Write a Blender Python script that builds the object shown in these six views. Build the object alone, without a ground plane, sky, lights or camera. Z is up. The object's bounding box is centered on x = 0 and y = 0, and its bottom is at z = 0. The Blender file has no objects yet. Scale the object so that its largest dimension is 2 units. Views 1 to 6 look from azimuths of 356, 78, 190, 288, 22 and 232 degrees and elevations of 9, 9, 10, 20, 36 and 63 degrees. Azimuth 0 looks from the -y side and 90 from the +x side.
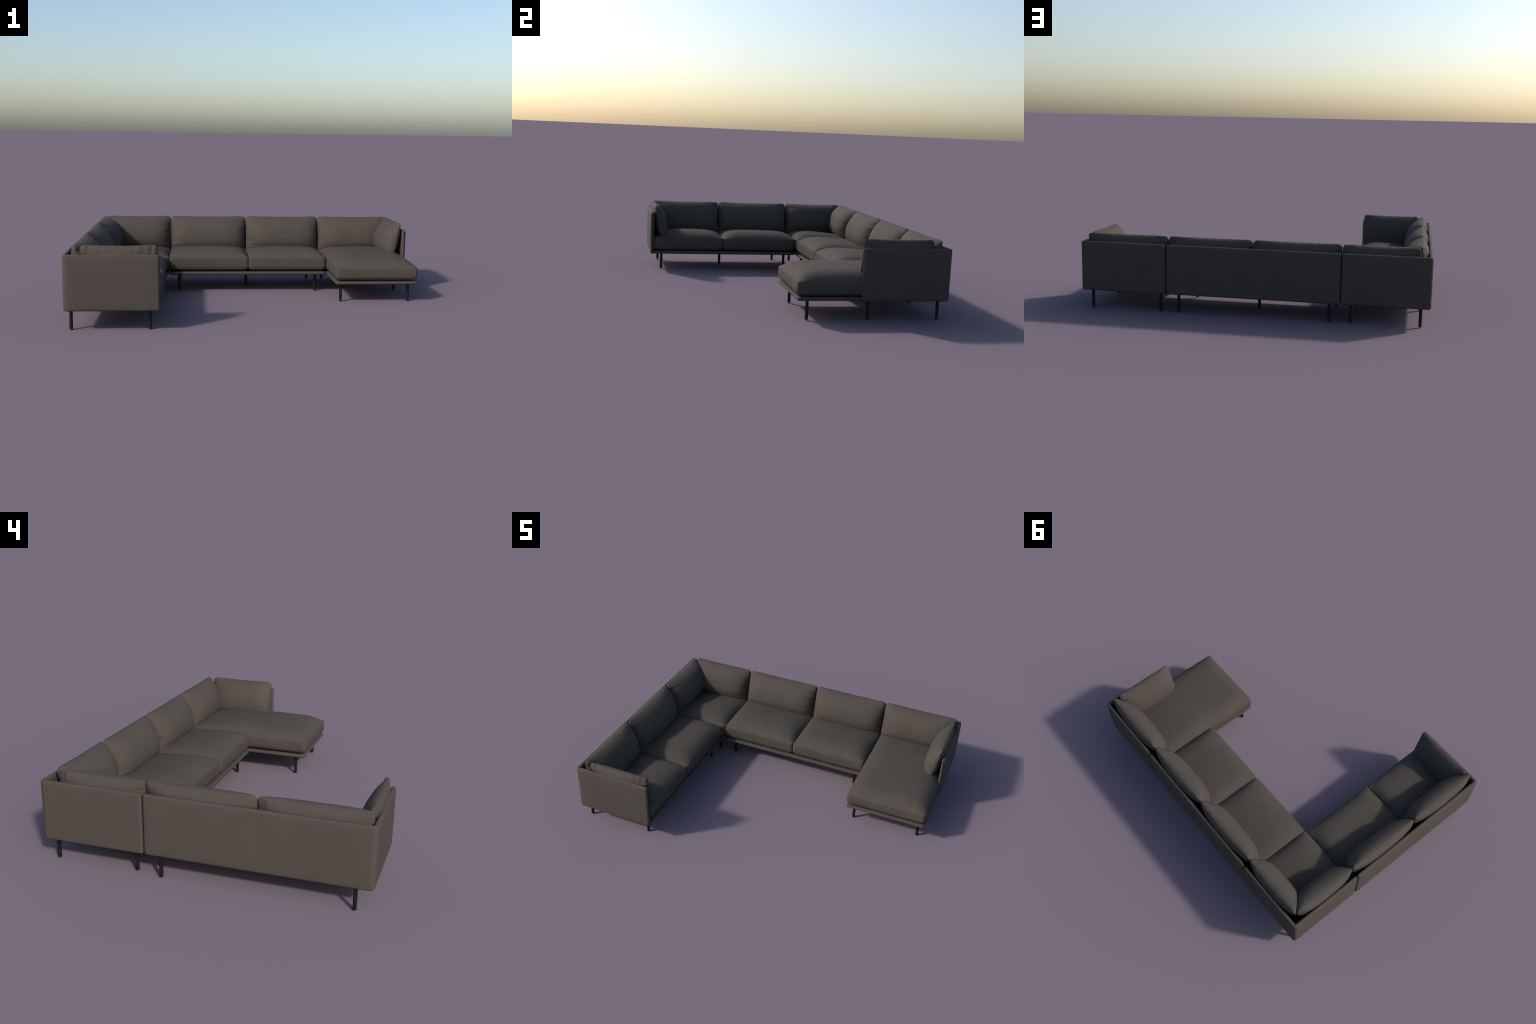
"""U-shaped modular sectional sofa: loveseat section, corner section, middle
section and chaise section, each a thin upholstered tub (base slab + upright
panels) on round metal legs, with boxed seat cushions and loose back pillows."""
import bpy, bmesh, math
from mathutils import Vector, noise

# ------------------------------------------------------------------ sizes
Z_BASE, Z_RAIL, Z_TOP = 0.1070, 0.1278, 0.3930     # underside, rail top, wall top
WALL = 0.023                                        # upright panel thickness
X_L, X_R, Y_F, Y_B = -0.9960, 0.9960, -0.7550, 0.7580  # outer wall planes
LEG_R = 0.0090

# ------------------------------------------------------------------ materials
def fabric(name, base, var=0.10, tone=1.0):
    m = bpy.data.materials.new(name); m.use_nodes = True
    nt = m.node_tree; N = nt.nodes; L = nt.links
    b = N["Principled BSDF"]
    tc = N.new("ShaderNodeTexCoord")
    big = N.new("ShaderNodeTexNoise"); big.inputs["Scale"].default_value = 9.0
    big.inputs["Detail"].default_value = 3.0
    fine = N.new("ShaderNodeTexNoise"); fine.inputs["Scale"].default_value = 420.0
    fine.inputs["Detail"].default_value = 2.0
    L.new(tc.outputs["Object"], big.inputs["Vector"])
    L.new(tc.outputs["Object"], fine.inputs["Vector"])
    mix = N.new("ShaderNodeMath"); mix.operation = 'MULTIPLY_ADD'
    mix.inputs[1].default_value = 0.45
    L.new(big.outputs["Fac"], mix.inputs[0])
    half = N.new("ShaderNodeMath"); half.operation = 'MULTIPLY'; half.inputs[1].default_value = 0.55
    L.new(fine.outputs["Fac"], half.inputs[0]); L.new(half.outputs[0], mix.inputs[2])
    ramp = N.new("ShaderNodeValToRGB")
    lo = [c * tone * (1 - var) for c in base] + [1]; hi = [c * tone * (1 + var) for c in base] + [1]
    ramp.color_ramp.elements[0].position = 0.3; ramp.color_ramp.elements[0].color = lo
    ramp.color_ramp.elements[1].position = 0.7; ramp.color_ramp.elements[1].color = hi
    L.new(mix.outputs[0], ramp.inputs["Fac"]); L.new(ramp.outputs["Color"], b.inputs["Base Color"])
    weave = N.new("ShaderNodeTexVoronoi"); weave.inputs["Scale"].default_value = 650.0
    L.new(tc.outputs["Object"], weave.inputs["Vector"])
    bump = N.new("ShaderNodeBump"); bump.inputs["Strength"].default_value = 0.12
    bump.inputs["Distance"].default_value = 0.0008
    L.new(weave.outputs["Distance"], bump.inputs["Height"]); L.new(bump.outputs["Normal"], b.inputs["Normal"])
    b.inputs["Roughness"].default_value = 0.85
    b.inputs["Specular IOR Level"].default_value = 0.18
    return m

FABRIC = (0.0625, 0.0535, 0.0450)
M_SHELL = fabric("shell_fabric", FABRIC)
M_SEAT = fabric("seat_fabric", FABRIC)
M_PILLOW = fabric("pillow_fabric", FABRIC)

def metal():
    m = bpy.data.materials.new("dark_metal"); m.use_nodes = True
    nt = m.node_tree; N = nt.nodes; L = nt.links; b = N["Principled BSDF"]
    tc = N.new("ShaderNodeTexCoord"); n = N.new("ShaderNodeTexNoise")
    n.inputs["Scale"].default_value = 60
    L.new(tc.outputs["Object"], n.inputs["Vector"])
    r = N.new("ShaderNodeValToRGB")
    r.color_ramp.elements[0].color = (0.0045, 0.0042, 0.0038, 1)
    r.color_ramp.elements[1].color = (0.0075, 0.007, 0.0062, 1)
    L.new(n.outputs["Fac"], r.inputs["Fac"]); L.new(r.outputs["Color"], b.inputs["Base Color"])
    b.inputs["Roughness"].default_value = 0.55
    b.inputs["Specular IOR Level"].default_value = 0.25
    return m
M_METAL = metal()

# ------------------------------------------------------------------ scene tree
root = bpy.data.objects.new("sectional_sofa", None)
bpy.context.scene.collection.objects.link(root)
root["label"] = "U-shaped grey-brown fabric sectional sofa with chaise and dark legs"
root["category"] = "sofa"

def add(name, mesh, mat, parent=root, loc=(0, 0, 0)):
    o = bpy.data.objects.new(name, mesh)
    bpy.context.scene.collection.objects.link(o)
    if mat and not mesh.materials: mesh.materials.append(mat)
    o.parent = parent; o.location = loc
    return o

def mesh_from(name, verts, faces, smooth=True, weld=1e-5):
    bm = bmesh.new()
    vs = [bm.verts.new(v) for v in verts]
    for f in faces:
        try: bm.faces.new([vs[i] for i in f])
        except ValueError: pass
    bmesh.ops.remove_doubles(bm, verts=bm.verts, dist=weld)
    bmesh.ops.dissolve_degenerate(bm, edges=bm.edges, dist=1e-6)
    bmesh.ops.recalc_face_normals(bm, faces=bm.faces)
    for f in bm.faces: f.smooth = smooth
    me = bpy.data.meshes.new(name); bm.to_mesh(me); bm.free()
    return me

# ------------------------------------------------------------------ upright panels
def rounded_section(inset, r=0.0112, n=5, rows=16):
    """Closed loop (d = depth from outer face, z), rounded rectangle shrunk by inset."""
    d0, d1, z0, z1 = inset, WALL - inset, Z_BASE + inset, Z_TOP - inset
    r = max(r - inset * 0.6, 0.003)
    pts = []
    for cx, cz, a0 in ((d1 - r, z1 - r, 0), (d0 + r, z1 - r, 90), (d0 + r, z0 + r, 180), (d1 - r, z0 + r, 270)):
        for k in range(n + 1):
            a = math.radians(a0 + 90 * k / n)
            pts.append((cx + r * math.cos(a), cz + r * math.sin(a)))
    out = []
    for i, p in enumerate(pts):          # extra rows along the tall faces so that they can puff
        q = pts[(i + 1) % len(pts)]
        out.append(p)
        if abs(p[1] - q[1]) > 0.1:
            for k in range(1, rows):
                t = k / rows
                out.append((p[0] + (q[0] - p[0]) * t, p[1] + (q[1] - p[1]) * t))
    return out

def wall_path(points, splits, puff):
    """Sweep the panel section along an outer plan line (inner side on the left).
    splits: arc lengths where two padded panels meet. Returns verts, faces, station lengths."""
    P = [Vector(p) for p in points]
    seg = [(P[i + 1] - P[i]).normalized() for i in range(len(P) - 1)]
    inw = [Vector((-s.y, s.x)) for s in seg]
    rc, re = 0.018, 0.0135
    cum = [0.0]
    for i in range(len(seg)): cum.append(cum[-1] + (P[i + 1] - P[i]).length)
    st = []      # (function d->xy, section inset, arc length, outward dir)
    def straight(i, t, inset=0.0):
        p = P[i] + seg[i] * t
        st.append((lambda d, p=p, w=inw[i]: p + w * d, inset, cum[i] + t, -inw[i]))
    for i in range(len(seg)):
        L = cum[i + 1] - cum[i]
        a = re if i == 0 else rc
        b = re if i == len(seg) - 1 else rc
        if i == 0:
            for k in range(6):
                ph = math.radians(90 * (1 - k / 6))
                straight(i, re - re * math.sin(ph), re * (1 - math.cos(ph)))
        n = max(6, int(L / 0.012))
        ts = [a + (L - a - b) * k / n for k in range(n + 1)]
        for sp in splits:                # a station exactly on the panel seam
            if 0 < sp - cum[i] < L: ts = [t for t in ts if abs(t - sp + cum[i]) > 0.004] + [sp - cum[i]]
        for t in sorted(ts): straight(i, t)
        if i == len(seg) - 1:
            for k in range(1, 7):
                ph = math.radians(90 * k / 6)
                straight(i, L - re + re * math.sin(ph), re * (1 - math.cos(ph)))
        else:
            c = P[i + 1] - seg[i] * rc + inw[i] * rc
            mit = (inw[i] + inw[i + 1])
            for k in range(1, 6):
                t = k / 6
                dr = (-inw[i] * math.cos(t * math.pi / 2) - inw[i + 1] * math.sin(t * math.pi / 2)).normalized()
                def f(d, c=c, dr=dr, mit=mit):
                    return c + dr * (rc - d) if d < rc else c + mit * (d - rc)
                st.append((f, 0.0, cum[i + 1], dr))
            # next segment starts at t=rc
    marks = sorted(set(cum + list(splits)))
    verts, faces = [], []
    nsec = len(rounded_section(0))
    for f, inset, s, outd in st:
        u = 0.0
        for m0, m1 in zip(marks, marks[1:]):
            if m0 <= s <= m1:
                t = (2 * s - m0 - m1) / (m1 - m0); u = max(0.0, 1 - abs(t) ** 3.4)
        for d, z in rounded_section(inset):
            w = (2 * z - Z_BASE - Z_TOP) / (Z_TOP - Z_BASE); w = max(0.0, 1 - w * w)
            xy = f(d)
            if d < WALL * 0.5: xy = xy + outd * puff * u * (w ** 0.8) * (1 - 2 * d / WALL)
            verts.append((xy.x, xy.y, z))
    for i in range(len(st) - 1):
        for j in range(nsec):
            k = (j + 1) % nsec
            faces.append((i * nsec + j, i * nsec + k, (i + 1) * nsec + k, (i + 1) * nsec + j))
    faces.append(tuple(range(nsec)))
    faces.append(tuple(range((len(st) - 1) * nsec, len(st) * nsec)))
    return verts, faces

def panels(points, names, splits=(), puff=0.0025):
    """One seamless swept wall, separated at its mitred corners into named parts."""
    verts, faces = wall_path(points, splits, puff)
    whole = mesh_from("wall", verts, faces)
    P = [Vector(p) for p in points]
    nrm = [v.normal.copy() for v in whole.vertices]
    def seg_of(c):
        best, bi = 1e9, 0
        for i in range(len(P) - 1):
            s = (P[i + 1] - P[i]).normalized(); w = Vector((-s.y, s.x))
            d = c.xy - P[i]; dist = abs(d.dot(w))
            # distance from this segment's mid plane, inside its length
            if -0.05 <= d.dot(s) <= (P[i + 1] - P[i]).length + 0.05 and dist < best: best, bi = dist, i
        return bi
    groups = {}
    cum = [0.0]
    for i in range(len(P) - 1): cum.append(cum[-1] + (P[i + 1] - P[i]).length)
    for p in whole.polygons:
        i = seg_of(p.center); s = cum[i] + (p.center.xy - P[i]).dot((P[i + 1] - P[i]).normalized())
        groups.setdefault((i, sum(s > sp and cum[i] < sp < cum[i + 1] for sp in splits)), []).append(p)
    share = {}
    for key, polys in groups.items():
        for p in polys:
            for v in p.vertices: share.setdefault(v, {}).setdefault(key, []).append(p)
    for (gi, half), polys in sorted(groups.items()):
        used = {}; vs = []; fs = []
        for p in polys:
            f = []
            for v in p.vertices:
                if v not in used: used[v] = len(vs); vs.append(whole.vertices[v].co.copy())
                f.append(used[v])
            fs.append(f)
        me = bpy.data.meshes.new(names[gi]); me.from_pydata(vs, [], fs)
        me.polygons.foreach_set("use_smooth", [True] * len(fs)); me.update()
        inv = sorted(used, key=used.get)
        def border_normal(v):            # a stitched seam keeps each half's own slope
            if sum(k[0] == gi for k in share[v]) < 2: return nrm[v]
            n = Vector()
            for p in share[v][gi, half]: n += p.normal * p.area
            return n.normalized()
        me.normals_split_custom_set_from_vertices([border_normal(v) for v in inv])
        add(names[gi], me, M_SHELL)
    bpy.data.meshes.remove(whole)

# ------------------------------------------------------------------ base slabs
def rounded_box(name, lo, hi, r=0.009):
    bm = bmesh.new(); bmesh.ops.create_cube(bm, size=1.0)
    for v in bm.verts:
        for k in range(3): v.co[k] = (lo[k] + hi[k]) / 2 + v.co[k] * (hi[k] - lo[k])
    up = [e for e in bm.edges if abs(e.verts[0].co.z - e.verts[1].co.z) > 0.005]
    bmesh.ops.bevel(bm, geom=up, offset=0.016, segments=6, profile=0.5, affect='EDGES')
    rim = [e for e in bm.edges if abs(e.verts[0].co.z - e.verts[1].co.z) < 1e-6]
    bmesh.ops.bevel(bm, geom=rim, offset=r, segments=4, profile=0.5, affect='EDGES')
    for f in bm.faces: f.smooth = True
    me = bpy.data.meshes.new(name); bm.to_mesh(me); bm.free()
    me.set_sharp_from_angle(angle=math.radians(50))
    return me

# ------------------------------------------------------------------ noise helper
def wob(x, seed):
    return noise.noise(Vector((x, seed * 7.31, seed * 1.7)))

# ------------------------------------------------------------------ seat cushions
def seat_cushion(x0, x1, y0, y1, fronts, seed, z0=Z_RAIL + 0.001, z1=0.217, H=0.038, crown=0.010):
    """Boxed cushion: soft vertical border, piped-looking crease, crowned top.
    fronts: sides ('x+','y-',...) that face the sitter and show pull creases."""
    cx, cy, a, b = (x0 + x1) / 2, (y0 + y1) / 2, (x1 - x0) / 2, (y1 - y0) / 2
    nx, ny = int(2 * a / 0.008), int(2 * b / 0.008)
    rc = 0.020
    def coord(i, n):
        t = -1 + 2 * i / n
        return 0.6 * t + 0.4 * math.sin(t * math.pi / 2)
    def plan(u, v, shrink=0.0):
        A, B = a - shrink, b - shrink
        t = max(abs(u), abs(v)); X, Y = A * u, B * v
        ex, ey = abs(X) - (A * t - rc * t), abs(Y) - (B * t - rc * t)
        if ex > 0 and ey > 0:
            m, l = max(ex, ey), math.hypot(ex, ey)
            X = math.copysign(A * t - rc * t + ex * m / l, X); Y = math.copysign(B * t - rc * t + ey * m / l, Y)
        return X, Y
    R = 0.20
    def rise(d):
        d = max(0.0, min(1.0, d / R)); return 1 - (1 - d) ** 5.5
    def pull(X, Y):
        s = 0.0
        for f in fronts:
            d = {'x+': a - X, 'x-': X + a, 'y+': b - Y, 'y-': Y + b}[f]
            along = Y if f[0] == 'x' else X
            fall = math.exp(-((d - 0.03) / 0.05) ** 2)
            mod = 0.4 + 0.6 * max(0.0, wob(along * 7 + 3, seed + 3) + 0.4)
            s += fall * mod * (wob(along * 34 + d * 6, seed) + 0.5 * wob(along * 75, seed + 1))
        return s
    def side_wave(X, Y, z):
        return 0.0022 * wob(X * 6 + Y * 6, seed + 5) + 0.0016 * wob(X * 40 - Y * 40, seed + 9)
    verts, faces, idx = [], [], {}
    for i in range(nx + 1):
        for j in range(ny + 1):
            X, Y = plan(coord(i, nx), coord(j, ny))
            fx = rise(a - abs(X)); fy = rise(b - abs(Y))
            z = z1 + H * fx * fy + crown * (1 - (X / a) ** 2) * (1 - (Y / b) ** 2)
            back = {'x+': X + a, 'x-': a - X, 'y+': Y + b, 'y-': b - Y}
            for f in fronts: z -= 0.030 * max(0.0, 1 - back[f] / 0.34) ** 1.2 * fx * fy
            z += 0.0032 * pull(X, Y) * min(1, min(a - abs(X), b - abs(Y)) / 0.012)
            z += 0.0015 * noise.noise(Vector((X * 6, Y * 6, seed * 3.1)))
            idx[i, j] = len(verts); verts.append((cx + X, cy + Y, z))
    ring = [(i, 0) for i in range(nx)] + [(nx, j) for j in range(ny)] + \
           [(i, ny) for i in range(nx, 0, -1)] + [(0, j) for j in range(ny, 0, -1)]
    for i in range(nx):
        for j in range(ny):
            faces.append((idx[i, j], idx[i + 1, j], idx[i + 1, j + 1], idx[i, j + 1]))
    # border profile: (outset, z) from the crease down to the tucked underside
    hb = z1 - z0
    prof = [(0.0010, z1 - 0.003), (0.0022, z1 - 0.012), (0.0032, z0 + hb * 0.62), (0.0032, z0 + hb * 0.42),
            (0.0022, z0 + 0.028), (0.0000, z0 + 0.021), (-0.0035, z0 + 0.015), (-0.010, z0 + 0.0090),
            (-0.020, z0 + 0.004), (-0.034, z0 + 0.001), (-0.045, z0)]
    prev = [idx[k] for k in ring]
    for o, z in prof:
        cur = []
        for (i, j) in ring:
            u, v = coord(i, nx), coord(j, ny)
            X, Y = plan(u, v)
            X2, Y2 = plan(u, v, -o)
            w = side_wave(X, Y, z) * max(0, (z - z0)) * (z1 - z) / (hb * hb / 4)
            l = math.hypot(X, Y); X2 += X / l * w; Y2 += Y / l * w
            cur.append(len(verts)); verts.append((cx + X2, cy + Y2, z))
        n = len(ring)
        for k in range(n): faces.append((prev[k], prev[(k + 1) % n], cur[(k + 1) % n], cur[k]))
        prev = cur
    faces.append(tuple(prev))
    me = mesh_from("seat_cushion", verts, faces)
    me.set_sharp_from_angle(angle=math.radians(60))
    return add("seat_cushion", me, M_SEAT)

# ------------------------------------------------------------------ loose pillows
def pillow(center, along, facing, half_w, half_h, t_front, t_back, tilt, seed, belly=0.13):
    """Lens-shaped scatter-back pillow. along: unit vector of its width, facing: horizontal
    front direction, tilt: how far (radians) its top leans back."""
    W = Vector(along).normalized(); F0 = Vector(facing).normalized(); Zv = Vector((0, 0, 1))
    U = Zv * math.cos(tilt) - F0 * math.sin(tilt)
    F = F0 * math.cos(tilt) + Zv * math.sin(tilt)
    C = Vector(center)
    nu, nv = 84, 48
    def co(i, n): return math.sin((-1 + 2 * i / n) * math.pi / 2) * 0.75 + 0.25 * (-1 + 2 * i / n)
    def prof(t, p): return max(0.0, 1 - abs(t) ** p)
    verts, faces, idx = [], [], {}
    for side in (1, -1):
        for i in range(nu + 1):
            for j in range(nv + 1):
                rim = i in (0, nu) or j in (0, nv)
                if side == -1 and rim: idx[side, i, j] = idx[1, i, j]; continue
                u, v = co(i, nu), co(j, nv)
                a = half_w * (1 - 0.006 * (1 - v * v)); b = half_h * (1 - 0.040 * (1 - u * u))
                rc = 0.010 * (abs(u) ** 22) * (abs(v) ** 12)
                x = a * u - math.copysign(rc, u); y = b * v - math.copysign(rc, v)
                # uneven seam line
                x += 0.0016 * (abs(u) ** 10) * wob(v * 9 + 11 * (u > 0), seed + 2)
                y += 0.0016 * (abs(v) ** 10) * wob(u * 13 + 5 * (v > 0), seed + 4)
                T = t_front if side == 1 else t_back
                # belly hangs below the middle; the ends are blunt there and lens-thin at the top
                vb = v + (belly if side == 1 else -0.06) * (1 - v * v)
                pu = 2.5 + 1.6 * prof(vb, 2) if side == 1 else 2.3
                t = T * (prof(u, pu) * prof(vb, 2.3)) ** 0.54
                # puckers running in from the seam
                eu = (abs(u) ** 7) * (1 - abs(u) ** 16) * 1.6
                ev = (abs(v) ** 5) * (1 - abs(v) ** 14) * 1.6
                k = 0.0085 * eu * (wob(v * 6 + 17 * (u > 0) + side * 3, seed) + 0.6 * wob(v * 13, seed + side)) \
                  + (0.0075 if side == 1 else 0.0100) * ev * (wob(u * 7 + 23 * (v > 0) + side * 5, seed + 1) + 0.6 * wob(u * 17 + 2 * side, seed + 7)) \
                    * max(0.0, min(1.0, 0.75 + 1.5 * wob(u * 2.7 + side, seed + 12))) \
                    * (0.35 + 0.65 * abs(u) ** 1.5)
                t = max(t + k * (1 if not rim else 0), 0.0002)
                t += 0.002 * noise.noise(Vector((u * 2, v * 2, seed * 2.3 + side))) * prof(u, 2) * prof(v, 2)
                p = C + W * x + U * y + F * (side * t if not rim else 0.0)
                idx[side, i, j] = len(verts); verts.append(tuple(p))
    for side in (1, -1):
        for i in range(nu):
            for j in range(nv):
                faces.append((idx[side, i, j], idx[side, i + 1, j], idx[side, i + 1, j + 1], idx[side, i, j + 1]))
    return add("back_cushion", mesh_from("back_cushion", verts, faces), M_PILLOW)

# ------------------------------------------------------------------ build: sections
# plan lines run with the inside of the sofa on their left
panels([(-0.5155, Y_F), (X_L, Y_F), (X_L, 0.2600)][::-1], ["back_panel", "arm_panel"], splits=[0.2600 + 0.248], puff=0.0055)
panels([(X_L, 0.2630), (X_L, Y_B), (-0.5062, Y_B)][::-1], ["back_panel", "back_panel"])
panels([(0.4885, Y_B), (-0.5032, Y_B)], ["back_panel"], splits=[0.4885 + 0.0075], puff=0.0040)
panels([(X_R, 0.2640), (X_R, Y_B), (0.4920, Y_B)], ["arm_panel", "back_panel"])

g = 0.012   # slabs run a little into the panels
zb, zt = Z_BASE + 0.0012, Z_RAIL
bases = {
    "loveseat": add("seat_base", rounded_box("seat_base", (X_L + g, Y_F + g, zb), (-0.5155, 0.2605, zt)), M_SHELL),
    "corner": add("seat_base", rounded_box("seat_base", (X_L + g, 0.2620, zb), (-0.5052, Y_B - g, zt)), M_SHELL),
    "middle": add("seat_base", rounded_box("seat_base", (-0.5038, 0.2605, zb), (0.4890, Y_B - g, zt)), M_SHELL),
    "chaise": add("seat_base", rounded_box("seat_base", (0.4905, -0.0805, zb), (X_R - 0.008, Y_B - g, zt)), M_SHELL),
}

# ------------------------------------------------------------------ legs
bm = bmesh.new()
bmesh.ops.create_cone(bm, cap_ends=True, segments=28, radius1=LEG_R, radius2=LEG_R, depth=Z_BASE + 0.008)
bmesh.ops.translate(bm, verts=bm.verts, vec=(0, 0, (Z_BASE + 0.008) / 2))
bmesh.ops.bevel(bm, geom=[e for e in bm.edges if all(v.co.z < 0.001 for v in e.verts)], offset=0.0015,
                segments=2, affect='EDGES')
for f in bm.faces: f.smooth = True
leg_mesh = bpy.data.meshes.new("leg"); bm.to_mesh(leg_mesh); bm.free()
leg_mesh.set_sharp_from_angle(angle=math.radians(40)); leg_mesh.materials.append(M_METAL)
LEGS = {
    "loveseat": [(-0.968, -0.678), (-0.570, -0.678), (-0.968, 0.189), (-0.570, 0.189), (-0.7615, -0.2455)],
    "corner": [(-0.942, 0.714), (-0.942, 0.317), (-0.560, 0.714), (-0.560, 0.317)],
    "middle": [(-0.442, 0.714), (-0.442, 0.317), (0.425, 0.714), (0.425, 0.317), (-0.006, 0.507)],
    "chaise": [(0.532, 0.714), (0.942, 0.714), (0.942, 0.317), (0.532, -0.018), (0.942, -0.018)],
}
for part, spots in LEGS.items():
    for x, y in spots: add("leg", leg_mesh, None, bases[part], (x, y, 0))

# ------------------------------------------------------------------ cushions
wi = WALL + 0.001
seat_cushion(X_L + wi, -0.5205, Y_F + wi, -0.2550, ['x+'], 1)
seat_cushion(X_L + wi, -0.5205, -0.2535, 0.2595, ['x+'], 2)
seat_cushion(X_L + wi, -0.5055, 0.2625, Y_B - wi, ['x+', 'y-'], 3)
seat_cushion(-0.5025, -0.0055, 0.2650, Y_B - wi, ['y-'], 4)
seat_cushion(-0.0035, 0.4860, 0.2650, Y_B - wi, ['y-'], 5)
seat_cushion(0.4915, 0.9835, -0.0815, Y_B - wi, ['y-'], 6, z1=0.209, H=0.046)

TILT = 0.21
def back_pillow(x0, x1, seed, t=0.088, belly=0.13):      # stands against the long back wall, faces -y
    pillow(((x0 + x1) / 2, Y_B - 0.081, 0.316), (1, 0, 0), (0, -1, 0), (x1 - x0) / 2 + 0.001, 0.1235, t, 0.055, TILT, seed, belly)
def side_pillow(y0, y1, seed, t=0.088, belly=0.13):      # stands against the left wall, faces +x
    pillow((X_L + 0.081, (y0 + y1) / 2, 0.316), (0, 1, 0), (1, 0, 0), (y1 - y0) / 2 + 0.001, 0.1235, t, 0.055, TILT, seed, belly)
back_pillow(-0.930, -0.5045, 11, 0.094, 0.08)
back_pillow(-0.5035, -0.003, 12)
back_pillow(-0.002, 0.4875, 13)
back_pillow(0.4885, 0.971, 14)
side_pillow(0.267, 0.690, 15, 0.097, 0.05)
side_pillow(-0.241, 0.266, 16)
side_pillow(-0.731, -0.242, 17)
pillow((-0.719, Y_F + 0.060, 0.318), (1, 0, 0), (0, 1, 0), 0.195, 0.1225, 0.056, 0.044, 0.21, 18)
pillow((X_R - 0.062, 0.468, 0.318), (0, 1, 0), (-1, 0, 0), 0.198, 0.1225, 0.076, 0.046, 0.21, 19)
